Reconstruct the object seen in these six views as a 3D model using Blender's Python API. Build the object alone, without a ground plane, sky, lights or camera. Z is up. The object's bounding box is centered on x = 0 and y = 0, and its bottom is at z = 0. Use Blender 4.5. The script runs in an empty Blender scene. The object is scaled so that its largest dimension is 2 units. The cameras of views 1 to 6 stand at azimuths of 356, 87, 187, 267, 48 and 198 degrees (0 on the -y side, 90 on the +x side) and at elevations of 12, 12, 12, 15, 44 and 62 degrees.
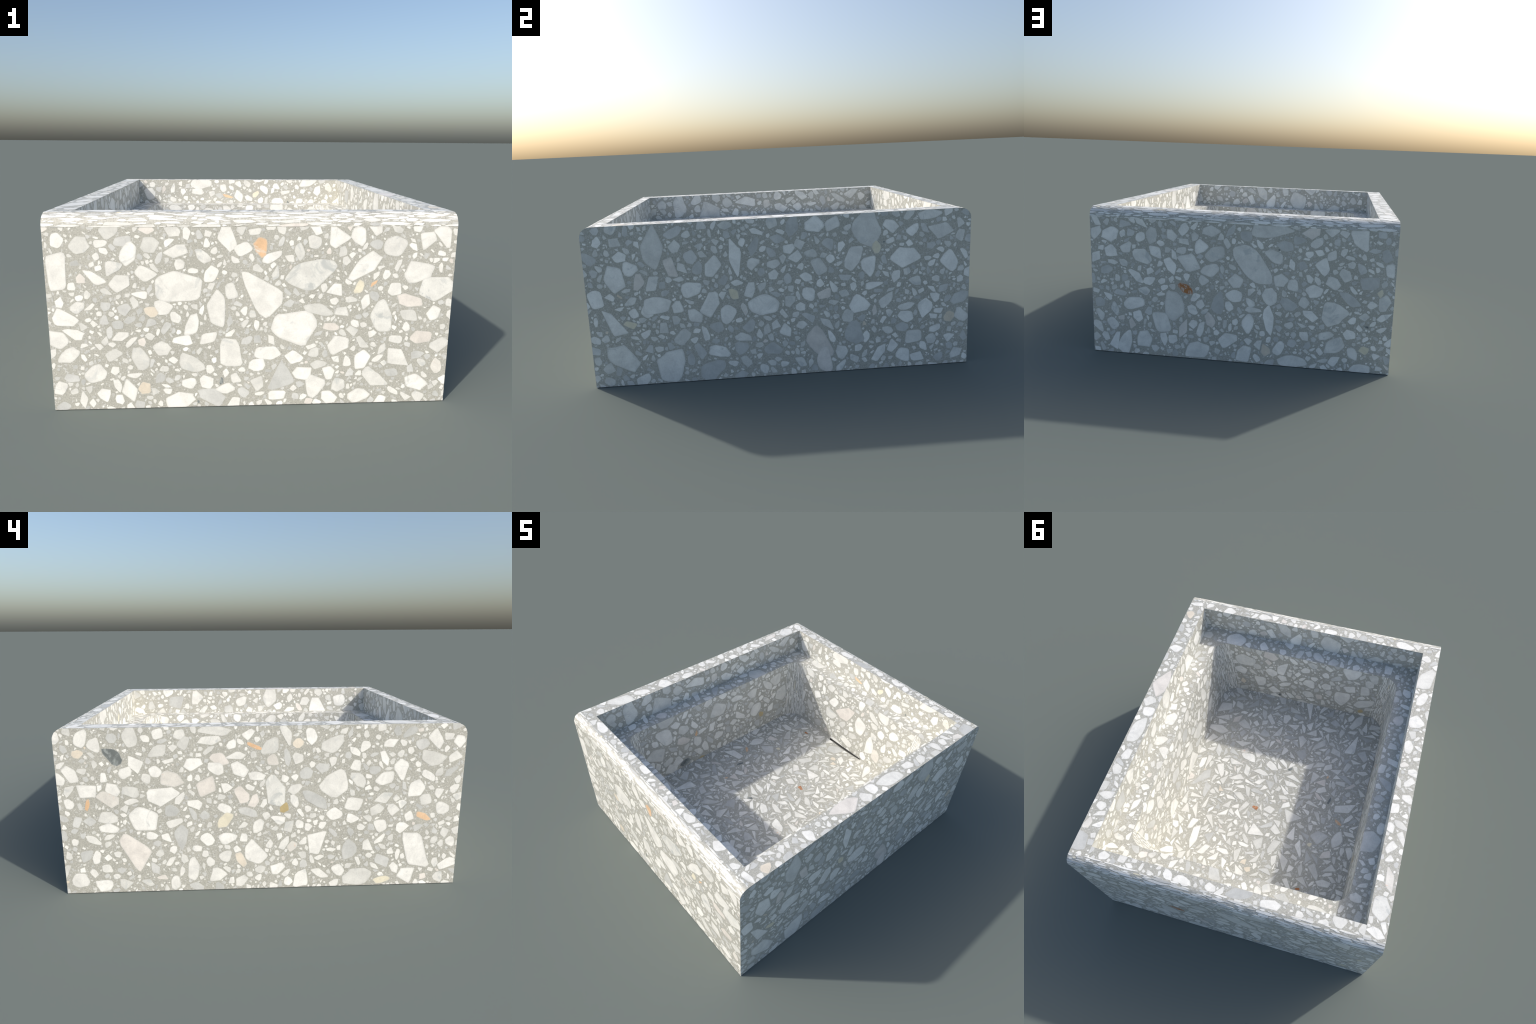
"""Terrazzo trough sink: a cast cement box with rounded front and back top
edges, a rectangular recess with a ledge all round, a deep round-cornered bowl
with a slot drain, and marble chips of all sizes set flush in every surface."""
import bpy, bmesh, math
import numpy as np
from mathutils import Vector

rng = np.random.default_rng(20240611)

# ------------------------------------------------------------------ sizes
CM = 2.0 / 70.0                     # the sink is 70 x 60 x 30 cm, drawn 2 m long
HX, HY, TOP = 0.855, 35 * CM, 0.851
R_EDGE = 0.055                     # roundover of the front and back top edges
RX, RY = 0.750, 0.888               # recess half sizes at the rim
LEDGE = 0.677                       # height of the ledge
BX, BY, R_BOWL = 0.643, 0.775, 0.094  # bowl half sizes at the ledge, corner radius
DRAFT = 0.024, 0.015                # the bowl narrows this much towards its floor
FLOOR, DISH, DIP = 0.184, 0.011, 0.024  # bowl floor: height, rise at the edges, fall to the drain
SLOT = (-0.166, 0.162, 0.018, 0.150)  # drain slot: x from, x to, width, depth
PROUD = 0.0004                      # chips stand this far proud of the cement

# ------------------------------------------------------------------ stones
# Notable stones, one row each, in millimetres on their own panel:
# (kind, across, up, length, width, tilt in degrees, taper).  Smaller ones are
# strewn between them by rule further down.
FRONT_STONES = [
    ('p', 539, 535, 203, 151, 20, 0.1), ('w', 876, 527, 225, 136, -49, -0.75), ('v', 1095, 590, 226, 131, 25, 0.3), ('w', 1029, 351, 200, 160, -1, 0),
    ('w', 698, 446, 168, 79, -86, 0), ('v', 1403, 404, 150, 93, -77, -0.15), ('w', 1320, 625, 171, 77, 39, -0.45), ('w', 1558, 603, 134, 98, 8, 0),
    ('v', 1643, 530, 166, 116, 15, 0), ('w', 1201, 746, 100, 81, -30, 0), ('w', 744, 751, 115, 72, -56, 0), ('o', 882, 710, 88, 60, -82, 0.35),
    ('w', 530, 695, 101, 54, 12, 0), ('w', 409, 599, 93, 66, -11, 0), ('w', 339, 685, 105, 66, 73, 0.1), ('p', 427, 723, 82, 73, 21, 0),
    ('p', 143, 724, 84, 73, 15, 0.2), ('w', 44, 611, 167, 83, 86, 0), ('w', 72, 410, 108, 74, -17, 0.3), ('w', 29, 324, 100, 76, -36, 0.2),
    ('w', 70, 243, 97, 62, 50, 0), ('w', 178, 166, 96, 87, -2, 0), ('w', 537, 34, 130, 78, -1, 0), ('g', 669, 45, 127, 77, -17, 0.2),
    ('p', 748, 246, 148, 110, -62, 0), ('p', 590, 197, 121, 72, -23, 0.4), ('g', 985, 138, 142, 115, 89, 0.75), ('w', 917, 246, 116, 63, -6, 0.15),
    ('w', 1220, 274, 95, 88, -1, 0), ('w', 1479, 208, 119, 82, -59, 0.1), ('w', 1326, 204, 92, 71, 51, 0.1), ('p', 1391, 113, 135, 75, -27, 0.1),
    ('w', 1580, 96, 112, 70, -22, 0.2), ('w', 1125, 83, 111, 97, -98, 0.5), ('w', 1323, 36, 103, 70, -1, 0), ('p', 1451, 707, 106, 89, 20, 0.1),
    ('w', 1293, 754, 87, 68, -68, 0.1), ('w', 1664, 753, 107, 68, -61, 0.3), ('p', 1132, 440, 136, 51, -11, 0.1), ('w', 594, 376, 109, 55, 70, 0),
    ('p', 370, 231, 110, 67, -62, 0), ('w', 472, 454, 81, 66, -11, 0), ('p', 301, 562, 87, 77, 60, 0), ('k', 1525, 470, 121, 55, -16, 0.1),
    ('k', 1585, 309, 100, 61, 10, 0), ('p', 1674, 269, 95, 65, 15, 0), ('w', 321, 83, 105, 64, -57, 0.1), ('b', 382, 94, 55, 58, -1, 0),
    ('w', 549, 305, 83, 50, 15, 0), ('w', 661, 317, 87, 52, 30, 0.1), ('w', 930, 667, 92, 41, 20, 0.1), ('w', 815, 696, 69, 63, 46, 0.4),
    ('p', 640, 676, 79, 44, -41, 0.2), ('w', 1029, 224, 83, 63, -1, 0), ('w', 1065, 151, 82, 67, -17, 0), ('p', 1525, 408, 84, 50, -6, 0),
    ('w', 1191, 30, 73, 63, -2, 0), ('w', 957, 45, 78, 44, -1, 0), ('y', 1303, 531, 64, 39, 63, 0), ('o', 1364, 551, 44, 17, 52, 0),
    ('w', 729, 82, 85, 49, 15, 0), ('w', 649, 115, 66, 57, -22, 0), ('k', 417, 786, 65, 40, 0, 0), ('p', 518, 779, 73, 52, -36, 0.2),
    ('w', 1586, 740, 70, 72, 20, 0.1), ('w', 1195, 524, 68, 55, -1, 0), ('w', 1457, 525, 60, 58, 0, 0), ('g', 315, 739, 73, 46, -1, 0),
    ('b', 422, 440, 57, 50, -54, 0), ('w', 870, 191, 74, 61, -1, 0), ('p', 756, 523, 71, 52, -76, 0), ('g', 81, 143, 67, 39, -12, 0),
    ('w', 31, 99, 64, 49, 68, 0), ('w', 1714, 404, 44, 50, 0, 0), ('w', 1637, 417, 65, 62, 32, 0),
]
RIGHT_STONES = [
    ('p', 351, 735, 226, 113, 80, 0), ('w', 149, 582, 148, 100, -74, -0.15), ('w', 354, 429, 154, 94, 12, 0.1), ('w', 301, 399, 73, 66, 76, 0),
    ('w', 537, 506, 110, 82, 12, 0.2), ('w', 768, 650, 205, 66, -86, 0.05), ('w', 646, 615, 116, 74, 55, 0), ('w', 905, 401, 167, 114, 1, 0),
    ('p', 1447, 775, 198, 158, 80, 0.6), ('w', 1654, 608, 163, 113, 5, 0), ('w', 1379, 626, 142, 81, 61, 0), ('w', 1458, 566, 109, 83, -81, 0.4),
    ('w', 1183, 811, 104, 84, -3, 0), ('w', 1272, 805, 93, 75, 58, 0), ('g', 1066, 807, 124, 66, 73, 0.2), ('p', 1843, 739, 134, 81, 6, 0.1),
    ('p', 1789, 828, 130, 51, 2, 0.2), ('w', 1890, 572, 117, 85, -60, 0.1), ('w', 118, 346, 177, 69, -55, -0.3), ('v', 152, 150, 193, 117, -49, 0.1),
    ('w', 397, 101, 198, 152, 69, 0), ('w', 630, 421, 140, 78, 62, 0), ('w', 711, 359, 106, 85, -94, 0.5), ('w', 541, 360, 95, 67, -35, 0),
    ('p', 469, 250, 91, 94, -4, 0), ('w', 664, 158, 118, 75, -30, 0.35), ('k', 1186, 158, 195, 108, -65, 0), ('k', 1214, 63, 151, 81, -77, 0.1),
    ('w', 1410, 367, 113, 104, -16, 0.5), ('g', 1373, 218, 131, 112, 74, 0.6), ('p', 1702, 166, 90, 78, -4, 0), ('w', 1550, 388, 107, 59, 57, 0),
    ('w', 1657, 282, 89, 65, -3, 0.1), ('w', 1757, 326, 97, 83, 45, 0.2), ('w', 1640, 69, 79, 79, -4, 0.1), ('g', 777, 163, 75, 73, -5, 0),
    ('g', 941, 157, 97, 66, -4, 0), ('g', 615, 60, 151, 102, 33, 0.3), ('g', 539, 672, 77, 67, -75, 0), ('k', 436, 620, 108, 53, -73, 0),
    ('k', 274, 557, 96, 53, 76, 0), ('w', 1142, 441, 86, 71, -53, 0), ('k', 1220, 441, 73, 63, -4, 0), ('y', 1502, 673, 69, 48, -76, 0.1),
    ('y', 751, 466, 69, 47, -64, 0), ('b', 1898, 269, 65, 62, -4, 0), ('w', 1959, 276, 92, 66, -56, 0.1), ('w', 43, 477, 99, 79, -87, 0),
    ('w', 82, 774, 60, 44, 75, 0), ('p', 168, 766, 69, 60, -34, 0.2), ('w', 183, 693, 71, 57, -3, 0), ('w', 235, 627, 78, 78, -4, 0.1),
    ('p', 337, 544, 93, 52, 71, 0), ('w', 1516, 91, 112, 48, 60, 0), ('w', 836, 482, 89, 55, 62, 0), ('p', 1194, 583, 98, 67, -52, 0.1),
    ('y', 208, 332, 69, 35, -19, 0), ('g', 1949, 372, 105, 63, 12, 0), ('w', 958, 558, 57, 55, -3, 0), ('p', 1099, 708, 58, 57, -3, 0),
    ('w', 1044, 687, 63, 54, -4, 0), ('w', 1575, 780, 84, 60, -32, 0), ('w', 1259, 621, 47, 48, -4, 0), ('w', 1440, 186, 68, 44, 69, 0),
    ('p', 1238, 273, 98, 39, -39, 0), ('p', 722, 826, 76, 44, -3, 0), ('g', 561, 166, 94, 45, -65, 0), ('p', 1309, 103, 68, 82, -4, 0.1),
    ('w', 250, 23, 89, 61, 37, 0), ('p', 72, 27, 58, 48, -4, 0.2), ('w', 1722, 54, 75, 50, 6, 0), ('p', 1344, 311, 63, 73, -5, 0),
]
BACK_STONES = [
    ('p', 938, 570, 283, 142, -43, 0.1), ('p', 1046, 769, 234, 82, -2, 0.1), ('w', 1518, 748, 151, 100, -76, 0.2), ('p', 575, 567, 145, 104, -29, 0),
    ('p', 301, 588, 120, 87, -36, 0.1), ('w', 117, 698, 114, 85, 17, 0), ('w', 120, 605, 86, 74, -16, 0), ('p', 485, 305, 182, 121, -75, 0),
    ('w', 411, 207, 137, 97, -65, 0), ('p', 1394, 341, 155, 139, 25, 0), ('w', 1278, 448, 100, 77, 4, 0.2), ('w', 841, 479, 89, 83, 4, 0),
    ('w', 693, 528, 104, 76, 42, 0.2), ('p', 723, 627, 121, 76, 33, 0), ('w', 636, 651, 87, 76, 61, 0), ('w', 247, 312, 128, 72, 19, 0),
    ('r', 554, 413, 100, 55, -32, 0.1), ('w', 1031, 266, 179, 63, -85, 0), ('w', 912, 237, 113, 73, 63, 0.1), ('w', 801, 130, 115, 86, 15, 0.2),
    ('w', 618, 51, 154, 103, 15, 0), ('w', 897, 50, 112, 85, 59, 0), ('w', 1173, 33, 171, 74, 5, 0), ('p', 1397, 138, 129, 83, 31, 0.1),
    ('g', 1472, 415, 138, 54, -32, 0), ('g', 1577, 511, 107, 72, 9, 0), ('p', 1654, 407, 98, 67, 61, 0.1), ('w', 1324, 588, 97, 74, -72, 0.5),
    ('w', 1091, 499, 84, 76, 24, 0.3), ('w', 1034, 398, 103, 86, -74, 0.1), ('w', 828, 391, 95, 74, -17, 0), ('p', 1059, 631, 110, 69, -42, 0.1),
    ('g', 1106, 688, 95, 58, -1, 0), ('k', 1249, 764, 102, 64, 8, 0), ('p', 1359, 779, 79, 53, 9, 0), ('p', 356, 704, 98, 70, 69, 0.3),
    ('w', 311, 98, 107, 90, 79, 0.1), ('w', 196, 72, 158, 78, 74, 0.4), ('w', 132, 75, 112, 55, 74, 0.2), ('k', 540, 178, 121, 49, 76, 0),
    ('k', 699, 239, 98, 54, -75, 0), ('y', 1633, 460, 50, 34, 84, 0), ('y', 1568, 132, 52, 52, 52, 0.1), ('w', 1506, 101, 83, 55, -67, 0.1),
    ('w', 1547, 20, 119, 58, 5, 0), ('w', 1382, 497, 84, 66, -17, 0.1), ('p', 1444, 547, 78, 64, -38, 0), ('w', 471, 538, 106, 59, -59, 0.1),
    ('w', 383, 617, 94, 62, -38, 0), ('w', 269, 468, 114, 48, -40, 0), ('w', 29, 567, 77, 54, 73, 0), ('w', 1675, 589, 78, 51, 89, 0),
    ('g', 1658, 668, 74, 54, 85, 0), ('w', 1480, 216, 71, 60, 5, 0.2), ('w', 1260, 312, 94, 49, -37, 0), ('g', 1138, 361, 101, 68, -22, 0),
    ('g', 745, 349, 135, 74, 81, 0.3), ('w', 472, 715, 76, 57, -59, 0.1), ('p', 703, 750, 106, 65, -2, 0), ('g', 895, 730, 65, 57, 4, 0),
    ('w', 344, 445, 78, 50, 14, 0), ('w', 613, 368, 61, 50, 4, 0), ('w', 274, 236, 68, 62, -49, 0), ('w', 594, 293, 70, 52, -49, 0),
    ('w', 803, 328, 60, 46, -59, 0), ('w', 922, 362, 66, 42, -48, 0), ('p', 941, 316, 96, 34, -6, 0), ('w', 642, 180, 99, 38, 76, 0),
    ('w', 478, 107, 54, 55, 5, 0), ('w', 1231, 186, 51, 53, 4, 0), ('b', 1013, 90, 71, 55, -59, 0), ('w', 1096, 106, 90, 56, 69, 0.2),
    ('w', 47, 228, 77, 46, -71, 0), ('w', 30, 157, 85, 50, -60, 0), ('p', 137, 265, 82, 46, -54, 0), ('w', 1297, 664, 55, 39, -7, 0),
    ('p', 1368, 650, 70, 50, 44, 0.1),
]
LEFT_STONES = [
    ('d', 268, 716, 115, 72, -30, 0), ('w', 401, 390, 146, 124, -14, 0), ('k', 364, 228, 212, 120, -57, 0), ('w', 508, 505, 161, 104, -4, 0),
    ('K', 556, 592, 118, 76, -14, 0.2), ('K', 236, 497, 116, 71, -21, 0), ('k', 718, 556, 117, 99, 74, 0), ('v', 1061, 527, 172, 99, -80, 0),
    ('w', 1345, 552, 145, 143, 9, 0), ('p', 1341, 756, 128, 76, 33, 0.1), ('w', 951, 196, 138, 102, -58, 0), ('w', 1771, 186, 238, 140, -52, 0.35),
    ('p', 1849, 676, 128, 83, -1, 0.2), ('w', 1849, 771, 104, 63, -64, 0.1), ('w', 1679, 621, 109, 74, 79, 0.1), ('w', 1762, 521, 103, 81, 55, 0.1),
    ('w', 1266, 250, 130, 95, 82, 0), ('g', 1259, 477, 155, 57, -32, 0.1), ('w', 1455, 447, 98, 77, 9, 0.1), ('w', 1605, 579, 104, 65, 22, 0.1),
    ('p', 1489, 51, 157, 98, 9, 0), ('g', 1437, 201, 117, 79, 81, 0.1), ('g', 588, 289, 136, 72, -87, 0.3), ('w', 130, 809, 92, 60, 80, 0),
    ('w', 199, 773, 69, 68, -34, 0), ('p', 361, 805, 102, 79, 77, 0.2), ('b', 115, 725, 59, 44, 10, 0), ('o', 961, 748, 89, 22, -21, 0.2),
    ('b', 1168, 764, 56, 49, 30, 0.1), ('p', 1040, 750, 105, 74, 60, 0.1), ('y', 809, 372, 103, 61, 38, -0.3), ('a', 1106, 438, 58, 46, 81, 0),
    ('o', 1815, 375, 85, 34, -23, 0), ('b', 884, 162, 89, 43, -65, 0), ('o', 139, 471, 64, 21, 76, 0), ('y', 1616, 30, 92, 38, 14, 0),
    ('k', 895, 510, 94, 64, -66, 0), ('k', 790, 693, 98, 61, -27, 0), ('w', 767, 646, 88, 62, -20, 0), ('w', 877, 639, 93, 65, -32, 0),
    ('w', 966, 604, 90, 46, -9, 0.2), ('w', 654, 672, 92, 64, 30, 0.1), ('p', 488, 732, 101, 60, 21, 0.1), ('p', 739, 782, 118, 44, 2, 0),
    ('p', 763, 834, 164, 53, -6, 0.2), ('w', 493, 819, 55, 54, -1, 0), ('w', 384, 677, 98, 73, -64, 0), ('w', 332, 634, 76, 61, 57, 0),
    ('w', 474, 635, 65, 59, -1, 0), ('w', 136, 539, 96, 70, -7, 0), ('w', 70, 626, 94, 61, -65, 0.1), ('p', 232, 403, 99, 64, 3, 0),
    ('w', 237, 346, 99, 52, 4, 0), ('w', 717, 277, 75, 71, -2, 0.1), ('w', 823, 283, 93, 63, 20, 0), ('w', 769, 85, 93, 76, 4, 0),
    ('w', 644, 123, 130, 59, 79, 0), ('w', 72, 72, 90, 80, -7, 0), ('w', 191, 37, 89, 66, -1, 0), ('w', 1190, 52, 110, 75, 80, 0.4),
    ('w', 1744, 64, 88, 81, 64, 0.1), ('w', 1951, 113, 99, 61, 9, 0), ('w', 1353, 398, 82, 66, 9, 0.1), ('g', 923, 419, 105, 44, -14, 0),
    ('K', 1142, 227, 60, 49, 72, 0), ('w', 1907, 420, 71, 67, -2, 0), ('w', 1708, 314, 68, 61, -1, 0), ('w', 266, 548, 77, 60, -28, 0),
    ('p', 352, 538, 91, 57, -23, 0.1), ('p', 622, 773, 70, 53, 40, 0), ('p', 593, 813, 59, 49, 20, 0), ('w', 927, 808, 63, 57, -1, 0),
    ('w', 1234, 797, 87, 54, -79, 0.1), ('g', 1119, 693, 91, 32, -84, 0), ('w', 1599, 680, 85, 38, -63, 0), ('p', 1474, 574, 103, 58, -54, 0),
    ('p', 1603, 478, 90, 58, -6, 0), ('w', 1627, 757, 77, 47, 20, 0), ('w', 1158, 530, 78, 52, 15, 0), ('w', 1154, 471, 76, 42, -75, 0),
    ('w', 863, 709, 97, 39, -1, 0), ('w', 661, 461, 74, 54, -2, 0), ('w', 807, 436, 75, 58, -2, 0), ('w', 805, 182, 66, 64, -2, 0),
    ('w', 552, 44, 81, 52, 78, 0), ('g', 112, 210, 81, 56, 44, 0), ('w', 162, 191, 75, 42, 71, 0), ('w', 151, 288, 89, 38, -29, 0),
]
BACK_RECESS_STONES = [
    ('p', -290, 828, 162, 101, -5, 0.1), ('w', -315, 768, 95, 52, -5, 0), ('w', -7, 729, 94, 66, 91, 0.1), ('o', -90, 727, 84, 22, -19, 0),
    ('w', 188, 776, 82, 57, -67, 0.1), ('y', 122, 744, 64, 37, 44, 0.1), ('w', 147, 851, 86, 31, 0, 0), ('w', -7, 819, 58, 45, -51, 0),
    ('w', -122, 789, 61, 52, 84, 0), ('w', -425, 761, 50, 42, 88, 0), ('w', 523, 837, 141, 70, 3, 0.2), ('w', 595, 772, 84, 54, 80, 0),
    ('K', 679, 792, 73, 49, -52, 0), ('w', 456, 694, 53, 44, 32, 0), ('p', 57, 824, 65, 44, -58, 0), ('w', 284, 801, 59, 42, -37, 0.2),
    ('w', 252, 772, 53, 29, 60, 0), ('w', 161, 696, 43, 51, -37, 0),
]
BACK_BOWL_STONES = [
    ('k', -61, 483, 205, 113, 28, 0), ('w', 90, 458, 147, 103, 84, 0), ('w', 357, 814, 126, 71, 26, 0.1), ('w', 279, 651, 107, 91, -23, -0.2),
    ('p', 197, 591, 122, 46, -37, 0), ('w', 211, 354, 163, 79, 94, 0.5), ('w', 390, 550, 83, 81, -9, 0), ('w', -111, 164, 206, 91, -18, 0.1),
    ('p', -12, 247, 118, 69, -29, 0), ('w', 283, 503, 64, 70, -8, 0), ('K', 283, 294, 109, 74, 88, 0), ('p', 224, 450, 68, 60, -52, 0),
    ('p', -74, 383, 51, 71, -22, 0), ('w', -276, 469, 60, 35, 30, 0), ('w', 68, 635, 84, 56, 82, 0), ('w', 458, 693, 90, 55, -10, 0.1),
    ('w', 428, 436, 79, 35, -40, 0), ('w', 334, 404, 92, 45, 77, 0.4), ('w', 493, 463, 69, 55, 16, 0.2), ('p', -187, 321, 63, 64, -29, 0),
    ('w', 171, 214, 71, 59, -53, 0.1),
]
LEFT_RECESS_STONES = [
    ('v', -660, 771, 192, 116, 76, 0), ('p', -427, 726, 170, 152, 2, -0.1), ('w', -139, 787, 165, 77, -6, 0), ('p', -278, 785, 80, 83, 8, 0),
    ('w', 317, 817, 111, 55, -36, 0), ('w', 284, 720, 75, 67, 8, 0), ('w', 151, 723, 113, 65, -14, 0), ('K', 38, 762, 61, 64, 21, 0),
    ('p', 617, 780, 132, 45, -28, 0), ('p', 726, 805, 113, 83, -8, 0), ('p', -522, 810, 99, 68, 47, 0), ('p', -799, 783, 74, 71, 21, 0.1),
    ('p', -794, 740, 63, 39, -44, 0),
]
LEFT_BOWL_STONES = [
    ('w', -500, 534, 141, 141, -7, 0), ('p', -587, 411, 156, 119, -8, 0), ('p', -462, 653, 143, 85, -11, 0.1), ('k', -341, 431, 113, 67, -21, 0),
    ('p', -332, 526, 93, 82, -1, 0), ('w', -226, 374, 73, 97, 19, 0), ('d', -354, 232, 100, 58, 12, 0), ('o', -229, 445, 54, 24, 75, 0),
    ('p', -16, 565, 151, 117, -4, 0), ('w', 177, 408, 125, 57, -47, 0), ('p', 567, 593, 109, 110, 35, 0), ('p', 618, 437, 136, 121, 65, 0),
    ('p', 343, 395, 123, 99, 59, 0), ('o', -315, 144, 67, 24, -87, 0), ('a', -204, 190, 55, 49, -9, 0), ('a', 395, 321, 50, 56, 68, 0),
    ('w', 160, 581, 116, 51, -11, 0), ('w', -89, 438, 88, 55, 64, 0.2), ('w', -31, 332, 88, 65, 11, 0), ('w', -161, 285, 103, 54, -70, 0),
    ('w', -408, 269, 83, 78, 49, 0), ('w', -471, 228, 96, 86, -31, 0),
]
FRONT_BOWL_STONES = [
    ('v', -443, 541, 154, 116, 11, 0), ('k', -248, 637, 110, 90, 11, 0.1), ('w', -161, 540, 152, 74, 65, 0), ('w', -249, 467, 90, 77, -29, 0),
    ('w', -328, 349, 93, 107, 19, 0), ('w', 42, 422, 98, 93, -61, 0), ('w', 163, 436, 72, 74, -13, 0), ('w', 330, 632, 130, 116, 0, 0.4),
    ('w', 334, 471, 97, 88, -20, 0), ('w', 434, 480, 100, 87, -61, 0.1), ('w', 281, 330, 157, 119, -85, 0.55), ('w', 456, 339, 173, 82, 32, 0.1),
    ('p', 34, 304, 89, 72, 4, 0), ('w', -217, 187, 104, 81, -21, 0.1), ('w', -321, 174, 116, 74, -39, 0.1), ('w', -228, 265, 81, 67, -38, 0),
    ('a', 440, 242, 47, 38, 58, 0), ('K', -39, 244, 52, 50, 4, 0), ('p', 481, 628, 79, 90, -12, 0), ('p', -354, 498, 59, 61, -45, 0),
    ('w', 156, 559, 55, 56, -28, 0.1), ('w', -114, 483, 55, 40, -84, 0.4), ('w', -47, 505, 52, 40, 42, 0), ('p', 230, 169, 118, 58, -9, 0.1),
    ('p', 464, 564, 69, 76, 34, 0.1),
]
RIM_STONES = [
    ('b', 820, -808, 56, 69, -164, 0), ('k', 792, -222, 216, 116, -92, 0.1), ('v', 809, 129, 189, 85, -102, 0.1), ('w', 809, -513, 70, 71, -127, 0),
    ('w', 788, -4, 79, 74, -152, 0), ('w', 814, -77, 76, 70, -152, 0), ('w', 796, 312, 82, 53, -105, 0), ('K', 829, 767, 73, 41, -106, 0),
    ('g', 829, 875, 109, 98, -94, 0), ('w', 803, 655, 58, 56, -164, 0), ('p', -801, -683, 182, 94, -107, 0.1), ('w', -797, -528, 111, 56, -107, 0),
    ('w', -796, -360, 95, 94, -177, 0.1), ('w', -780, -174, 93, 53, -85, 0), ('K', -815, 634, 143, 54, 113, 0), ('v', -802, 793, 128, 94, -84, 0),
    ('w', -799, 914, 100, 49, 160, 0), ('w', -766, 350, 61, 45, -88, 0), ('w', -792, 461, 78, 47, -116, 0), ('w', -722, 233, 60, 35, -89, 0),
    ('K', -773, -51, 51, 36, -144, 0), ('w', 215, 933, 107, 60, -179, 0), ('w', 217, 843, 61, 54, -99, 0), ('w', -264, 928, 112, 59, -172, 0),
    ('p', -613, 904, 81, 66, 135, 0), ('g', -86, 915, 141, 60, -174, 0), ('w', 297, 920, 72, 46, 139, 0), ('w', 563, 904, 56, 49, -120, 0),
    ('w', 663, 913, 62, 47, -164, 0), ('w', 61, 925, 49, 63, -101, 0), ('w', -899, 380, 54, 35, -143, 0), ('w', 569, -913, 82, 65, -178, 0),
    ('w', -137, -901, 87, 56, -178, 0), ('w', 318, -916, 91, 51, 179, 0),
]
FLOOR_STONES = [
    ('r', 95, 170, 46, 30, -20, 0.3), ('o', -480, 130, 62, 22, -35, 0.3), ('d', -385, -15, 60, 16, 75, 0.2), ('o', -330, -190, 26, 14, 60, 0),
    ('K', 300, -240, 60, 44, 20, 0.2), ('y', -330, 330, 34, 28, 10, 0.3), ('b', 60, 560, 44, 36, 20, 0.3), ('b', 20, 600, 46, 40, 0, 0.3),
    ('r', -330, 640, 34, 16, 10, 0.3), ('d', -60, -180, 34, 22, 30, 0.5), ('w', -500, 250, 130, 70, 80, 0.1), ('w', 260, -200, 120, 60, -10, 0.5),
]

# ------------------------------------------------------------------ materials
def new_material(name):
    m = bpy.data.materials.new(name)
    m.use_nodes = True
    nt = m.node_tree
    bsdf = nt.nodes["Principled BSDF"]
    return m, nt, bsdf


def noise(nt, scale, detail=2.0, rough=0.5, distortion=0.0):
    geo = nt.nodes.new("ShaderNodeNewGeometry")
    n = nt.nodes.new("ShaderNodeTexNoise")
    n.inputs["Scale"].default_value = scale
    n.inputs["Detail"].default_value = detail
    n.inputs["Roughness"].default_value = rough
    n.inputs["Distortion"].default_value = distortion
    nt.links.new(geo.outputs["Position"], n.inputs["Vector"])
    return n.outputs["Fac"]


def ramp(nt, fac, *stops):
    r = nt.nodes.new("ShaderNodeValToRGB")
    els = r.color_ramp.elements
    while len(els) < len(stops):
        els.new(0.5)
    for e, (p, c) in zip(els, stops):
        e.position = p
        e.color = (*c, 1) if len(c) == 3 else c
    nt.links.new(fac, r.inputs["Fac"])
    return r.outputs["Color"]


def mix(nt, kind, fac, a, b):
    m = nt.nodes.new("ShaderNodeMix")
    m.data_type, m.blend_type = "RGBA", kind
    for sock, val in ((m.inputs["Factor"], fac), (m.inputs["A"], a), (m.inputs["B"], b)):
        if isinstance(val, bpy.types.NodeSocket):
            nt.links.new(val, sock)
        elif isinstance(val, (int, float)):
            sock.default_value = val
    for s in m.inputs:
        if s.type == "RGBA" and s.name in "AB":
            val = a if s.name == "A" else b
            if isinstance(val, bpy.types.NodeSocket):
                nt.links.new(val, s)
            else:
                s.default_value = (*val, 1)
    if isinstance(fac, (int, float)):
        m.inputs[0].default_value = fac
    else:
        nt.links.new(fac, m.inputs[0])
    return next(o for o in m.outputs if o.type == "RGBA")


def grey(v):
    return (v, v, v)


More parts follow.
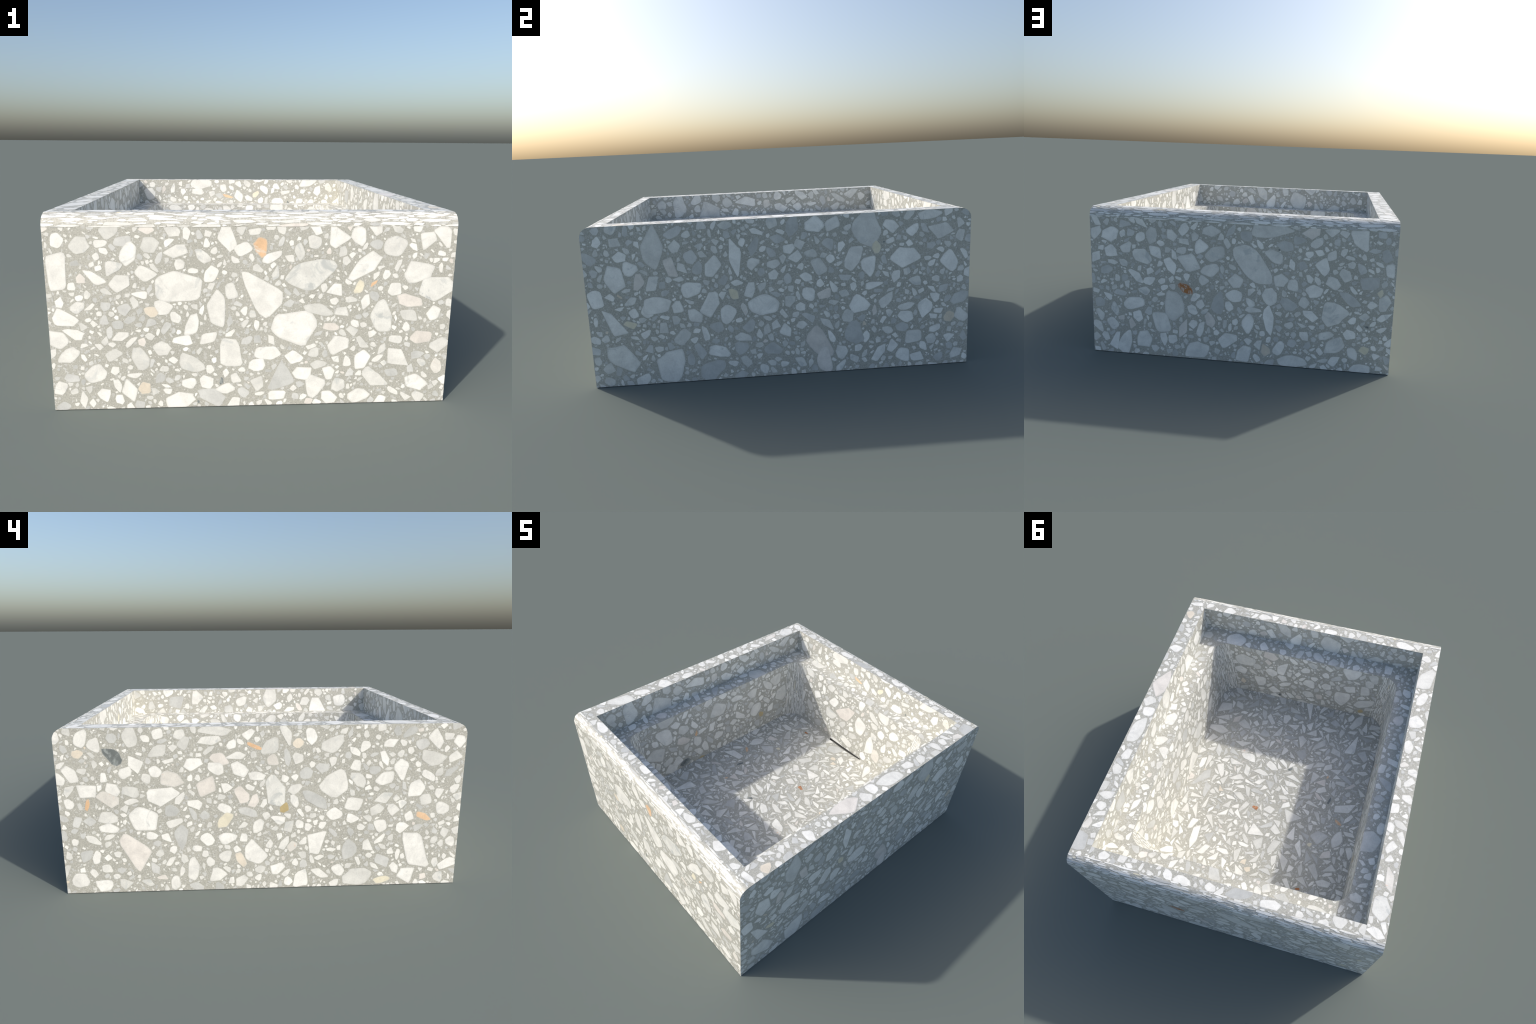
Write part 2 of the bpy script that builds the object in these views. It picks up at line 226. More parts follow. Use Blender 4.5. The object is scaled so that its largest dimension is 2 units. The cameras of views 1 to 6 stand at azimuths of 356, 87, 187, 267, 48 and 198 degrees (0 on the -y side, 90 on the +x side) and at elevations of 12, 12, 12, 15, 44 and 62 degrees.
def cement_material():
    m, nt, b = new_material("grey_cement")
    base = ramp(nt, noise(nt, 3.5, 3), (0.3, CEMENT_LOW), (0.7, CEMENT_HIGH))
    grain = ramp(nt, noise(nt, 170, 3, 0.7), (0.28, grey(0.70)), (0.5, grey(1.0)), (0.72, grey(1.20)))
    c = mix(nt, "MULTIPLY", 1.0, base, grain)
    # fine sand: pale and dark crumbs, each a Voronoi cell
    geo = nt.nodes.new("ShaderNodeNewGeometry")
    for scale, low, col in ((150, 0.89, (0.70, 0.70, 0.67)), (230, 0.94, (0.28, 0.27, 0.25)), (95, 0.90, (0.62, 0.625, 0.60)), (58, 0.84, (0.585, 0.585, 0.555))):
        v = nt.nodes.new("ShaderNodeTexVoronoi")
        v.inputs["Scale"].default_value = scale
        nt.links.new(geo.outputs["Position"], v.inputs["Vector"])
        sep = nt.nodes.new("ShaderNodeSeparateColor")
        nt.links.new(v.outputs["Color"], sep.inputs["Color"])
        pick = nt.nodes.new("ShaderNodeMath")
        pick.operation = "GREATER_THAN"
        pick.inputs[1].default_value = low
        nt.links.new(sep.outputs["Red"], pick.inputs[0])
        near = nt.nodes.new("ShaderNodeMath")
        near.operation = "LESS_THAN"
        near.inputs[1].default_value = 0.42
        nt.links.new(v.outputs["Distance"], near.inputs[0])
        both = nt.nodes.new("ShaderNodeMath")
        both.operation = "MULTIPLY"
        nt.links.new(pick.outputs[0], both.inputs[0])
        nt.links.new(near.outputs[0], both.inputs[1])
        soft = nt.nodes.new("ShaderNodeMath")
        soft.operation = "MULTIPLY"
        soft.inputs[1].default_value = 0.7
        nt.links.new(both.outputs[0], soft.inputs[0])
        c = mix(nt, "MIX", soft.outputs[0], c, col)
    nt.links.new(c, b.inputs["Base Color"])
    b.inputs["Roughness"].default_value = ROUGH
    b.inputs["Specular IOR Level"].default_value = SPEC
    return m


def stone_material(name, low, high, vein=None, vein_at=0.63, vein_scale=9.0, rind=0.0):
    """One kind of chip: its own tone per chip, cloudy inside, with optional veins."""
    m, nt, b = new_material(name)
    geo = nt.nodes.new("ShaderNodeNewGeometry")
    info = nt.nodes.new("ShaderNodeObjectInfo")
    add = nt.nodes.new("ShaderNodeMath")
    add.operation = "ADD"
    nt.links.new(geo.outputs["Random Per Island"], add.inputs[0])
    nt.links.new(info.outputs["Random"], add.inputs[1])
    fr = nt.nodes.new("ShaderNodeMath")
    fr.operation = "FRACT"
    nt.links.new(add.outputs[0], fr.inputs[0])
    tone = ramp(nt, fr.outputs[0], (0.0, low), (1.0, high))
    cloud = ramp(nt, noise(nt, 16, 4, 0.6, 0.4), (0.30, grey(0.86)), (0.62, grey(1.03)))
    c = mix(nt, "MULTIPLY", 1.0, tone, cloud)
    speck = ramp(nt, noise(nt, 150, 2, 0.6), (0.30, grey(0.94)), (0.6, grey(1.02)))
    c = mix(nt, "MULTIPLY", 1.0, c, speck)
    if vein:
        f = ramp(nt, noise(nt, vein_scale, 5, 0.65, 1.2), (vein_at - 0.06, grey(0)), (vein_at + 0.05, grey(1)))
        c = mix(nt, "MIX", f, c, vein)
    if rind:
        c = mix(nt, "MIX", rind, c, (0.56, 0.56, 0.53))
    nt.links.new(c, b.inputs["Base Color"])
    b.inputs["Roughness"].default_value = ROUGH
    b.inputs["Specular IOR Level"].default_value = SPEC
    return m


ROUGH, SPEC = 0.42, 0.5
CEMENT_LOW, CEMENT_HIGH = (0.456, 0.452, 0.402), (0.506, 0.501, 0.448)
CEMENT = cement_material()
SORTS = {
    "w": ("white_marble", (0.85, 0.845, 0.795), (0.97, 0.965, 0.915), (0.70, 0.71, 0.68), 0.66, 10),
    "p": ("pale_marble", (0.73, 0.73, 0.685), (0.87, 0.865, 0.815), (0.62, 0.635, 0.61), 0.63, 10),
    "v": ("veined_marble", (0.78, 0.78, 0.735), (0.84, 0.84, 0.79), (0.56, 0.58, 0.56), 0.60),
    "g": ("grey_marble", (0.57, 0.58, 0.555), (0.72, 0.725, 0.695)),
    "k": ("rosy_marble", (0.78, 0.74, 0.68), (0.86, 0.82, 0.76)),
    "K": ("rust_veined_marble", (0.76, 0.73, 0.67), (0.82, 0.80, 0.74), (0.84, 0.54, 0.36), 0.67, 22),
    "b": ("beige_limestone", (0.77, 0.69, 0.56), (0.83, 0.76, 0.64)),
    "y": ("honey_limestone", (0.80, 0.75, 0.58), (0.85, 0.80, 0.64)),
    "a": ("amber_limestone", (0.52, 0.42, 0.22), (0.62, 0.50, 0.28)),
    "o": ("orange_marble", (0.82, 0.55, 0.33), (0.84, 0.60, 0.39), (0.80, 0.74, 0.66), 0.66, 14),
    "r": ("rust_stone", (0.42, 0.17, 0.06), (0.48, 0.21, 0.08), (0.66, 0.60, 0.54), 0.58, 30),
    "d": ("dark_slate", (0.15, 0.17, 0.17), (0.20, 0.22, 0.215), (0.33, 0.36, 0.35), 0.54, 18),
}
KINDS = {}
for key, sort in SORTS.items():
    KINDS[key] = stone_material(*sort)
    # the stone thins out at its rim, where the cement shows through
    KINDS[key + "_rind"] = stone_material(sort[0] + "_rind", *sort[1:], rind=0.42)
    KINDS[key + "_halo"] = stone_material(sort[0] + "_halo", *sort[1:], rind=0.17)
ORDER = list(KINDS)
COMMON = (("w", 0.42), ("p", 0.36), ("g", 0.195), ("k", 0.022), ("K", 0.002), ("b", 0.001))
FINES = (("w", 0.28), ("p", 0.42), ("g", 0.28), ("k", 0.012), ("b", 0.0015), ("d", 0.002))


def draw_kind(table):
    t = rng.uniform() * sum(p for _, p in table)
    for kind, p in table:
        t -= p
        if t < 0:
            break
    return kind


# ------------------------------------------------------------------ objects
def link(obj, parent=None):
    bpy.context.scene.collection.objects.link(obj)
    if parent:
        obj.parent = parent
    return obj


sink = link(bpy.data.objects.new("terrazzo_sink", None))
sink["label"] = "rectangular grey terrazzo trough sink with pale marble chips"
sink["category"] = "sink"


def part(name, verts, faces, smooth=False):
    me = bpy.data.meshes.new(name)
    me.from_pydata([tuple(v) for v in verts], [], faces)
    me.materials.append(CEMENT)
    if smooth:
        me.polygons.foreach_set("use_smooth", [True] * len(me.polygons))
        me.set_sharp_from_angle(angle=math.radians(30))
    me.update()
    return link(bpy.data.objects.new(name, me), sink)


def rounded_rect(hx, hy, r, seg=16):
    pts = []
    for cx, cy, a0 in ((hx - r, hy - r, 0), (-hx + r, hy - r, 90), (-hx + r, -hy + r, 180), (hx - r, -hy + r, 270)):
        for i in range(seg + 1):
            a = math.radians(a0 + 90 * i / seg)
            pts.append((cx + r * math.cos(a), cy + r * math.sin(a)))
    return pts


# cross-section of the outer body, seen from the side: (y, z)
SEG = 20
profile = [(-HY, 0.0)]
for i in range(SEG + 1):
    a = math.pi / 2 * i / SEG
    profile.append((-HY + R_EDGE - R_EDGE * math.cos(a), TOP - R_EDGE + R_EDGE * math.sin(a)))
profile += [(-y, z) for y, z in reversed(profile)]
n = len(profile)
verts = [(-HX, y, z) for y, z in profile] + [(HX, y, z) for y, z in profile]
faces = [(i, n + i, n + (i + 1) % n, (i + 1) % n) for i in range(n) if i != n // 2 - 1]
faces = [f[::-1] for f in faces]
faces += [tuple(range(n))[::-1], tuple(range(n, 2 * n))]
body = part("outer_body", verts, faces, smooth=True)

FY = HY - R_EDGE                     # the flat of the rim starts here
verts = [(sx * HX, sy * FY, TOP) for sx, sy in ((-1, -1), (1, -1), (1, 1), (-1, 1))]
verts += [(sx * RX, sy * RY, TOP) for sx, sy in ((-1, -1), (1, -1), (1, 1), (-1, 1))]
rim = part("rim", verts, [(i, (i + 1) % 4, 4 + (i + 1) % 4, 4 + i) for i in range(4)])

# recess walls and ledge; the ledge's inner edge is the bowl's outline
outline_bowl = rounded_rect(BX, BY, R_BOWL)
m = len(outline_bowl)
q = m // 4
verts = [(sx * RX, sy * RY, z) for z in (TOP, LEDGE) for sx, sy in ((1, 1), (-1, 1), (-1, -1), (1, -1))]
verts += [(x, y, LEDGE) for x, y in outline_bowl]
faces = [(i, 4 + i, 4 + (i + 1) % 4, (i + 1) % 4)[::-1] for i in range(4)]
faces = [f[::-1] for f in faces]
for c in range(4):
    for i in range(q - 1):
        faces.append((4 + c, 8 + c * q + i + 1, 8 + c * q + i))
    faces.append((4 + c, 4 + (c + 1) % 4, 8 + ((c + 1) * q) % m, 8 + c * q + q - 1))
ledge = part("ledge", verts, faces)

FX, FYB = BX - DRAFT[0], BY - DRAFT[1]      # bowl half sizes at the floor


def floor_z(x, y):
    """A shallow dish that falls gently to the slot drain in its back edge."""
    d = np.hypot(x - (SLOT[0] + SLOT[1]) / 2, y - FYB) / 0.45
    t = np.clip(1 - d, 0, 1)
    edge = np.clip(np.maximum(np.abs(x) / FX, np.abs(y) / FYB), 0, 1) ** 4
    sump = 0.009 * np.exp(-(x ** 2 + (y - 0.42) ** 2) / 0.1 ** 2)
    return FLOOR + DISH * edge - DIP * t * t * (3 - 2 * t) - sump


def draft(z, axis):
    return DRAFT[axis] * (LEDGE - z) / (LEDGE - FLOOR)


FLARE = 0.022                         # the corners grow rounder towards the floor
outline_floor = rounded_rect(FX, FYB, R_BOWL + FLARE)
BELOW = 0.06                          # the walls run on a little under the floor
foot = rounded_rect(BX - draft(FLOOR - BELOW, 0), BY - draft(FLOOR - BELOW, 1), R_BOWL + FLARE * 1.12)
verts = [(x, y, LEDGE) for x, y in outline_bowl] + [(x, y, FLOOR - BELOW) for x, y in foot]
faces = [((i + 1) % m, i, m + i, m + (i + 1) % m)[::-1] for i in range(m)]
faces = [f[::-1] for f in faces]
bowl = part("bowl_wall", verts, faces, smooth=True)

# floor, its back edge stepped in where the slot drain runs along the wall
s0, s1, sw, sd = SLOT
lean = 1 - sw / FYB
notch = [(s1, FYB), (s1 * lean, FYB - 0.6 * sw), (s0 * lean, FYB - sw), (s0, FYB)]
back = [(x, FYB) for x in np.linspace(FX - R_BOWL - FLARE, s1, 6)[1:-1]]
back2 = [(x, FYB) for x in np.linspace(s0, -FX + R_BOWL + FLARE, 6)[1:-1]]
inner = [(x, FYB - sw * (0.6 + 0.4 * (s1 * lean - x) / ((s1 - s0) * lean))) for x in np.linspace(s1 * lean, s0 * lean, 8)[1:-1]]
pts = outline_floor[:q] + back + notch[:2] + inner + notch[2:] + back2 + outline_floor[q:]
k = len(pts)
RINGS = 14
verts = [(x * (1 - r / RINGS), y * (1 - r / RINGS), float(floor_z(x * (1 - r / RINGS), y * (1 - r / RINGS))))
         for r in range(RINGS) for x, y in pts] + [(0, 0, float(floor_z(0, 0)))]
faces = [(r * k + i, r * k + (i + 1) % k, (r + 1) * k + (i + 1) % k, (r + 1) * k + i) for r in range(RINGS - 1) for i in range(k)]
faces += [((RINGS - 1) * k + i, (RINGS - 1) * k + (i + 1) % k, RINGS * k) for i in range(k)]
floor = part("bowl_floor", verts, faces)
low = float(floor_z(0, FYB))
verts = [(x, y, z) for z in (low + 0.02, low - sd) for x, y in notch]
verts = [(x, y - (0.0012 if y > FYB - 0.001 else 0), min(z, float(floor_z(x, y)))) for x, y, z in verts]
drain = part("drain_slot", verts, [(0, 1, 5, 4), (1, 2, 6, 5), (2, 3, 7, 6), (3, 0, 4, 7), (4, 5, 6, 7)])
slot_shade, _, b = new_material("shadow_darkened_cement")
b.inputs["Base Color"].default_value = (0.085, 0.085, 0.08, 1)  # cement colour darkened to paint in the shadow inside the slot
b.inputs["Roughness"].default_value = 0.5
drain.data.materials[0] = slot_shade


# ------------------------------------------------------------------ chips
SIDES = (4, 4, 5, 5, 6)


def chip_outline(L, W, tilt, taper=0.0, corners=None, rounds=2, irregular=0.16):
    """A broken-stone outline: a wobbly polygon, tapered, its corners worn round."""
    k = corners or int(SIDES[int(rng.integers(len(SIDES)))])
    a = (np.arange(k) + rng.uniform(-0.30, 0.30, k)) * 2 * math.pi / k + rng.uniform(0, 6.28)
    p = 2.4
    worn = rng.uniform(0.07, 0.21) if rounds > 1 else rng.uniform(0.04, 0.12)
    r = (np.abs(np.cos(a)) ** p + np.abs(np.sin(a)) ** p) ** (-1 / p) * (1 + rng.uniform(-irregular, irregular, k))
    x, y = r * np.cos(a), r * np.sin(a)
    x = (x - x.min()) / (x.max() - x.min()) * 2 - 1
    y = (y - y.min()) / (y.max() - y.min()) * 2 - 1
    y = y * (1 - taper * x)
    pts = np.stack([x * L / 2, y * W / 2], 1)
    for i in range(rounds):
        c = 0.17 if i else worn
        nxt = np.roll(pts, -1, 0)
        pts = np.stack([pts * (1 - c) + nxt * c, pts * c + nxt * (1 - c)], 1).reshape(-1, 2)
    if rounds > 1:
        # chipped, slightly dented edge
        m = len(pts)
        s = np.arange(m) * 2 * math.pi / m
        dent = sum(rng.uniform(0, 0.04) * np.cos(h * s + rng.uniform(0, 6.28)) for h in (2, 3, 4, 7))
        pts = pts * (1 + dent[:, None])
    # worn corners pull the outline in; stretch it back to the asked size
    pts[:, 0] *= L / np.ptp(pts[:, 0])
    pts[:, 1] *= W / np.ptp(pts[:, 1])
    t = math.radians(tilt)
    return pts @ np.array([[math.cos(t), math.sin(t)], [-math.sin(t), math.cos(t)]])


def clip(pts, border):
    """Saw a stone off along a convex panel border (counter-clockwise)."""
    out = [tuple(p) for p in pts]
    for (ax, ay), (bx, by) in zip(border, border[1:] + border[:1]):
        src, out = out, []
        for i, p in enumerate(src):
            o = src[i - 1]
            dp = (bx - ax) * (p[1] - ay) - (by - ay) * (p[0] - ax)
            do = (bx - ax) * (o[1] - ay) - (by - ay) * (o[0] - ax)
            if (dp >= 0) != (do >= 0):
                t = do / (do - dp)
                out.append((o[0] + t * (p[0] - o[0]), o[1] + t * (p[1] - o[1])))
            if dp >= 0:
                out.append(p)
        if len(out) < 3:
            return None
    return np.array(out)


def inside(pts, X, Y):
    """Which grid points lie inside a polygon."""
    x0, y0 = pts[:, 0], pts[:, 1]
    x1, y1 = np.roll(x0, -1), np.roll(y0, -1)
    X, Y = X[..., None], Y[..., None]
    cross = (y0 > Y) != (y1 > Y)
    with np.errstate(divide="ignore", invalid="ignore"):
        hit = cross & (X < (x1 - x0) * (Y - y0) / (y1 - y0) + x0)
    return hit.sum(-1) % 2 == 1


class Panel:
    """A stretch of surface with flat coordinates (u, v) where chips are laid."""
    RES = 0.003

    def __init__(self, owner, place, border, stones=()):
        self.owner, self.place, self.border = owner, place, [tuple(b) for b in border]
        b = np.array(border)
        self.lo, self.hi = b.min(0), b.max(0)
        w, h = np.ceil((self.hi - self.lo) / self.RES).astype(int) + 1
        self.gx = self.lo[0] + np.arange(w) * self.RES
        self.gy = self.lo[1] + np.arange(h) * self.RES
        X, Y = np.meshgrid(self.gx, self.gy)
        self.edge = self.outside(X, Y)
        self.full = self.edge.copy()
        self.area = float((~self.full).sum()) * self.RES ** 2
        self.chips = []
        self.proud, self.drawn = PROUD, False
        self.sizes = []
        for kind, u, v, L, W, tilt, taper in stones:
            pts = chip_outline(L / 1000, W / 1000, tilt, taper, corners=int(rng.choice([4, 5, 5, 6])), irregular=0.20) + np.array([u, v]) / 1000
            self.lay(pts, kind, None)

    def window(self, pts):
        i0, j0 = np.maximum(((pts.min(0) - self.lo) / self.RES).astype(int) - 1, 0)
        i1, j1 = ((pts.max(0) - self.lo) / self.RES).astype(int) + 2
        return slice(max(j0, 0), max(j1, 0)), slice(max(i0, 0), max(i1, 0))

    def lay(self, pts, kind, gap):
        """Lay a chip; with a gap asked for, only where nothing lies yet."""
        win = self.window(pts)
        X, Y = np.meshgrid(self.gx[win[1]], self.gy[win[0]])
        if X.size == 0:
            return False
        if gap is not None:
            c = pts.mean(0)
            wide = c + (pts - c) * (1 + 2 * gap / max(0.004, min(np.ptp(pts[:, 0]), np.ptp(pts[:, 1]))))
            # quick look first: its corners, then every grid point under it
            ij = ((wide - self.lo) / self.RES).round().astype(int)
            ok = (ij >= 0).all(1) & (ij[:, 0] < len(self.gx)) & (ij[:, 1] < len(self.gy))
            if (self.full[ij[ok, 1], ij[ok, 0]] & ~self.edge[ij[ok, 1], ij[ok, 0]]).any():
                return False
            wn = self.window(wide)
            Xw, Yw = np.meshgrid(self.gx[wn[1]], self.gy[wn[0]])
            taken = self.full[wn] & inside(wide, Xw, Yw)
            # panel borders may cut a stone, other stones may not
            if (taken & ~self.edge[wn]).any():
                return False
        cut = clip(pts, self.border)
        if cut is None:
            return False
        self.full[win] |= inside(pts, X, Y)
        self.chips.append((cut, kind))
        self.sizes.append(math.sqrt(max(1e-9, np.ptp(pts[:, 0]) * np.ptp(pts[:, 1]))))
        return True

    def outside(self, X, Y):
        out = np.zeros(X.shape, bool)
        b = self.border
        for (ax, ay), (bx, by) in zip(b, b[1:] + b[:1]):
            out |= (bx - ax) * (Y - ay) - (by - ay) * (X - ax) < 0
        return out

    def strew(self, bins, sharp=False, tries=3):
        for small, large, per_m2 in bins:
            want = int(round(per_m2 * self.area)) - sum(small <= s < large for s in self.sizes)
            free = np.argwhere(~self.full)
            if want <= 0 or len(free) == 0:
                continue
            left = tries * want
            while want > 0 and left > 0:
                left -= 1
                j, i = free[rng.integers(len(free))]
                if self.full[j, i]:
                    continue
                d = small * (large / small) ** rng.uniform(0, 1)
                aspect = rng.uniform(1.2, 3.2) if sharp else rng.uniform(1.0, 1.5) if rng.uniform() < 0.7 else rng.uniform(1.5, 2.6)
                big = d > 0.02
                pts = chip_outline(d * math.sqrt(aspect), d / math.sqrt(aspect), rng.uniform(0, 180),
                                   taper=rng.uniform(0, 0.75 if sharp else 0.4),
                                   corners=int(rng.integers(3, 6)) if sharp else None,
                                   rounds=1 if sharp else 2,
                                   irregular=0.1 if sharp else 0.2)
                pts = pts + (self.gx[i] + rng.uniform(-1, 1) * self.RES / 2, self.gy[j] + rng.uniform(-1, 1) * self.RES / 2)
                kind = draw_kind(COMMON if d > 0.03 else FINES)
                if self.lay(pts, kind, 0.0022 if big else 0.001):
                    want -= 1

    def stripe(self, per_m2, long, thin):
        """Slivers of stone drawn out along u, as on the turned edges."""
        self.proud, self.drawn = PROUD * 2.5, True
        want = int(per_m2 * self.area)
        left = 8 * want
        while want > 0 and left > 0:
            left -= 1
            j, i = rng.integers(len(self.gy)), rng.integers(len(self.gx))
            if self.full[j, i]:
                continue
            L, W = rng.uniform(*long), rng.uniform(*thin)
            pts = chip_outline(L, W, rng.uniform(-1.5, 1.5), rng.uniform(-0.4, 0.4), corners=int(rng.integers(4, 8)), rounds=1) + (self.gx[i], self.gy[j])
            kind = draw_kind((("w", 0.60), ("p", 0.24), ("g", 0.13), ("k", 0.02), ("y", 0.01)))
            if self.lay(pts, kind, -0.0008):
                want -= 1


def flat(origin, u, v):
    o, u, v = np.array(origin, float), np.array(u, float), np.array(v, float)
    nrm = np.cross(u, v)
    return lambda p, h: o + np.outer(p[:, 0], u) + np.outer(p[:, 1], v) + np.reshape(h, (-1, 1)) * nrm


def drafted(origin, u, v, axis):
    """A bowl wall: flat, leaning in towards the floor."""
    o, u, v = np.array(origin, float), np.array(u, float), np.array(v, float)
    nrm = np.cross(u, v)
    return lambda p, h: o + np.outer(p[:, 0], u) + np.outer(p[:, 1], v) + np.reshape(np.reshape(h, -1) + draft(p[:, 1], axis), (-1, 1)) * nrm


def on_floor(p, h):
    return np.stack([p[:, 0], p[:, 1], floor_z(p[:, 0], p[:, 1]) + np.reshape(h, -1) * 1.0 + 0.0006], 1)


def rect(u0, u1, v0, v1):
    return [(u0, v0), (u1, v0), (u1, v1), (u0, v1)]


def edge_turn(sign):
    """Roundover along x: u runs along the edge, v up and over the arc."""
    def place(p, h):
        a = p[:, 1] / R_EDGE
        r = R_EDGE + np.reshape(h, -1)
        return np.stack([sign * p[:, 0], -sign * (HY - R_EDGE + r * np.cos(a)), TOP - R_EDGE + r * np.sin(a)], 1)
    return place


def corner_turn(sx, sy):
    """Inside corner of the bowl: u runs up, v round the arc."""
    def place(p, h):
        a = p[:, 1] / R_BOWL
        a = a if sx * sy > 0 else math.pi / 2 - a
        low = (LEDGE - p[:, 0]) / (LEDGE - FLOOR)
        rr = R_BOWL + FLARE * low
        r = rr - np.reshape(h, -1)
        return np.stack([sx * (BX - DRAFT[0] * low - rr + r * np.cos(a)), sy * (BY - DRAFT[1] * low - rr + r * np.sin(a)), p[:, 0]], 1)
    return place


STONES = [(0.095, 0.15, 3.5), (0.07, 0.095, 13), (0.048, 0.07, 58), (0.032, 0.048, 128),
          (0.020, 0.032, 215), (0.012, 0.020, 220), (0.007, 0.012, 130)]
BOLD = [(0.11, 0.17, 5), (0.085, 0.11, 12)] + [(0.07, 0.085, 14)] + STONES[2:]
SPARSE = [(0.07, 0.13, 14), (0.04, 0.07, 70), (0.02, 0.04, 160)]
SHARDS = [(0.075, 0.11, 12), (0.05, 0.075, 85), (0.034, 0.05, 240), (0.020, 0.034, 400), (0.010, 0.020, 350)]

side = [(y + HY, z) for y, z in profile]
panels = []


def add_panel(owner, place, border, stones=(), bins=STONES, sharp=False):
    p = Panel(owner, place, border, stones)
    p.strew(bins, sharp)
    panels.append(p)


add_panel(body, flat((-HX, -HY, 0), (1, 0, 0), (0, 0, 1)), rect(0, 2 * HX, 0, TOP - R_EDGE), FRONT_STONES)
add_panel(body, flat((HX, HY, 0), (-1, 0, 0), (0, 0, 1)), rect(0, 2 * HX, 0, TOP - R_EDGE), BACK_STONES)
add_panel(body, flat((HX, -HY, 0), (0, 1, 0), (0, 0, 1)), side[::-1], RIGHT_STONES)
add_panel(body, flat((-HX, HY, 0), (0, -1, 0), (0, 0, 1)), side[::-1], LEFT_STONES)
add_panel(body, flat((0, 0, 0.0008), (1, 0, 0), (0, -1, 0)), rect(-HX + .004, HX - .004, -HY + .004, HY - .004), bins=SPARSE)
for sign in (1, -1):
    p = Panel(body, edge_turn(sign), rect(-HX, HX, 0, R_EDGE * math.pi / 2))
    p.stripe(420, (0.04, 0.15), (0.009, 0.018))
    p.stripe(900, (0.02, 0.06), (0.005, 0.012))
    panels.append(p)

top = flat((0, 0, TOP), (1, 0, 0), (0, 1, 0))
for box in ((RX, HX, -FY, FY), (-HX, -RX, -FY, FY), (-RX, RX, -FY, -RY), (-RX, RX, RY, FY)):
    near = [s for s in RIM_STONES if box[0] - .03 < s[1] / 1000 < box[1] + .03 and box[2] - .03 < s[2] / 1000 < box[3] + .03]
    add_panel(rim, top, rect(*box), near, BOLD)

for stones, o, u, w in ((BACK_RECESS_STONES, (0, RY, 0), (1, 0, 0), RX), ((), (0, -RY, 0), (-1, 0, 0), RX),
                        (LEFT_RECESS_STONES, (-RX, 0, 0), (0, 1, 0), RY), ((), (RX, 0, 0), (0, -1, 0), RY)):
    add_panel(ledge, flat(o, u, (0, 0, 1)), rect(-w, w, LEDGE, TOP), stones, BOLD)
shelf = flat((0, 0, LEDGE), (1, 0, 0), (0, 1, 0))
for box in ((BX, RX, -RY, RY), (-RX, -BX, -RY, RY), (-BX, BX, -RY, -BY), (-BX, BX, BY, RY)):
    add_panel(ledge, shelf, rect(*box))

for stones, o, u, w in ((BACK_BOWL_STONES, (0, BY, 0), (1, 0, 0), BX), (FRONT_BOWL_STONES, (0, -BY, 0), (-1, 0, 0), BX),
                        (LEFT_BOWL_STONES, (-BX, 0, 0), (0, 1, 0), BY), ((), (BX, 0, 0), (0, -1, 0), BY)):
    w -= R_BOWL
    add_panel(bowl, drafted(o, u, (0, 0, 1), 1 if o[1] else 0), rect(-w, w, FLOOR - DIP, LEDGE), stones, BOLD)
for sx in (1, -1):
    for sy in (1, -1):
        p = Panel(bowl, corner_turn(sx, sy), rect(FLOOR, LEDGE, 0, R_BOWL * math.pi / 2))
        p.stripe(1300, (0.03, 0.16), (0.0045, 0.009))
        p.stripe(1500, (0.015, 0.04), (0.003, 0.006))
        panels.append(p)

inset = [(x, min(y, FYB - sw - 0.003)) for x, y in rounded_rect(FX - .001, FYB - .001, R_BOWL + FLARE, 8)]
add_panel(floor, on_floor, inset, FLOOR_STONES, SHARDS, sharp=True)


# ------------------------------------------------------------------ chips to meshes
def size_of(pts):
    x, y = pts[:, 0], pts[:, 1]
    return 0.5 * abs(np.dot(x, np.roll(y, -1)) - np.dot(y, np.roll(x, -1)))


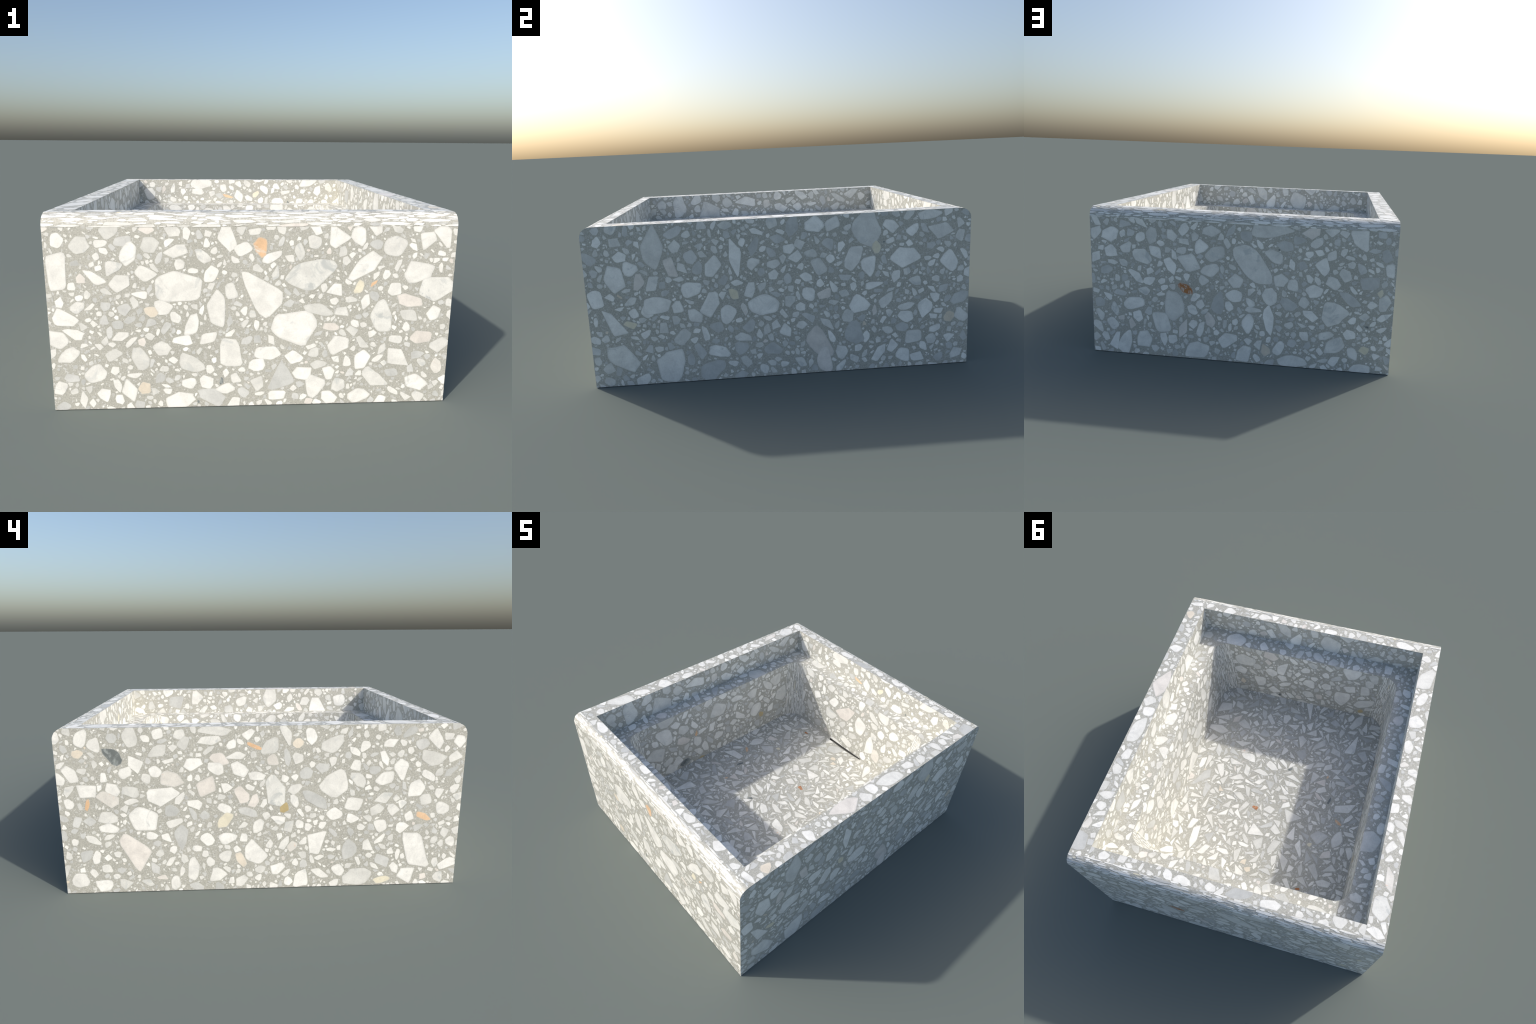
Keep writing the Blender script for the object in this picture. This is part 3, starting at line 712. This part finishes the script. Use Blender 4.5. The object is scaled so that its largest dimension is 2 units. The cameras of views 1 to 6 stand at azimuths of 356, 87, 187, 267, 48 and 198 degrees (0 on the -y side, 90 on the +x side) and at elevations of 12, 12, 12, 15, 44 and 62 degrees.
def chip_mesh(panel, pts):
    """Prism sunk in the cement; its face is a core inside a thin rind."""
    x, y = pts[:, 0], pts[:, 1]
    if np.dot(x, np.roll(y, -1)) - np.dot(y, np.roll(x, -1)) < 0:
        pts = pts[::-1]
    c = pts.mean(0)
    thin = min(np.ptp(pts[:, 0]), np.ptp(pts[:, 1]))
    depth = min(0.012, 0.3 * thin)
    k = len(pts)
    up = panel.proud * rng.uniform(0.5, 1.5)
    r = pts - c
    reach = np.linalg.norm(r, axis=1, keepdims=True)
    v = [panel.place(pts, np.full(k, up)), panel.place(c + r * 0.8, np.full(k, -depth))]
    f = [tuple(range(2 * k - 1, k - 1, -1))]
    f += [(i, k + i, k + (i + 1) % k, (i + 1) % k) for i in range(k)]
    rinds = [1] * len(f)
    if thin > 0.012 and not panel.drawn:
        band = np.clip(0.15 * reach, 0.0022, 0.008) * rng.uniform(0.5, 1.3)
        for ring, part_of in ((1, 0.4), (2, 1.0)):
            v.append(panel.place(c + r * np.maximum(0.3, 1 - part_of * band / np.maximum(reach, 1e-6)), np.full(k, up)))
            a, b = (0 if ring == 1 else 2 * k), (ring + 1) * k
            f += [(a + i, a + (i + 1) % k, b + (i + 1) % k, b + i) for i in range(k)]
            rinds += [ring] * k
        f.append(tuple(range(3 * k, 4 * k)))
    else:
        f.append(tuple(range(k)))
    rinds.append(0)
    return np.concatenate(v), f, rinds


everything = sorted(((size_of(pts), n, p, pts, kind) for p in panels for n, (pts, kind) in enumerate(p.chips)),
                    key=lambda e: -e[0])
NAMED = 300
stuff = {}
for rank, (area, _, panel, pts, kind) in enumerate(everything):
    v, f, rinds = chip_mesh(panel, pts)
    if rank < NAMED:
        mid = v.mean(0)
        me = bpy.data.meshes.new("stone_chip")
        me.from_pydata((v - mid).tolist(), [], f)
        me.materials.append(KINDS[kind])
        me.materials.append(KINDS[kind + "_rind"])
        me.materials.append(KINDS[kind + "_halo"])
        me.polygons.foreach_set("material_index", [int(r) for r in rinds])
        o = link(bpy.data.objects.new("stone_chip", me), panel.owner)
        o.location = mid
    else:
        vs, fs, ms, base = stuff.setdefault(panel.owner.name, ([], [], [], [0]))
        vs.append(v)
        fs += [tuple(base[0] + i for i in face) for face in f]
        ms += [ORDER.index(kind) + int(r) for r in rinds]
        base[0] += len(v)

for owner in (body, rim, ledge, bowl, floor):
    if owner.name not in stuff:
        continue
    vs, fs, ms, _ = stuff[owner.name]
    me = bpy.data.meshes.new("chip_inlay")
    me.from_pydata(np.concatenate(vs).tolist(), [], fs)
    for k in ORDER:
        me.materials.append(KINDS[k])
    me.polygons.foreach_set("material_index", ms)
    me.update()
    o = link(bpy.data.objects.new("chip_inlay", me), owner)
    o["kind"] = "stuff"
print("chips", len(everything))
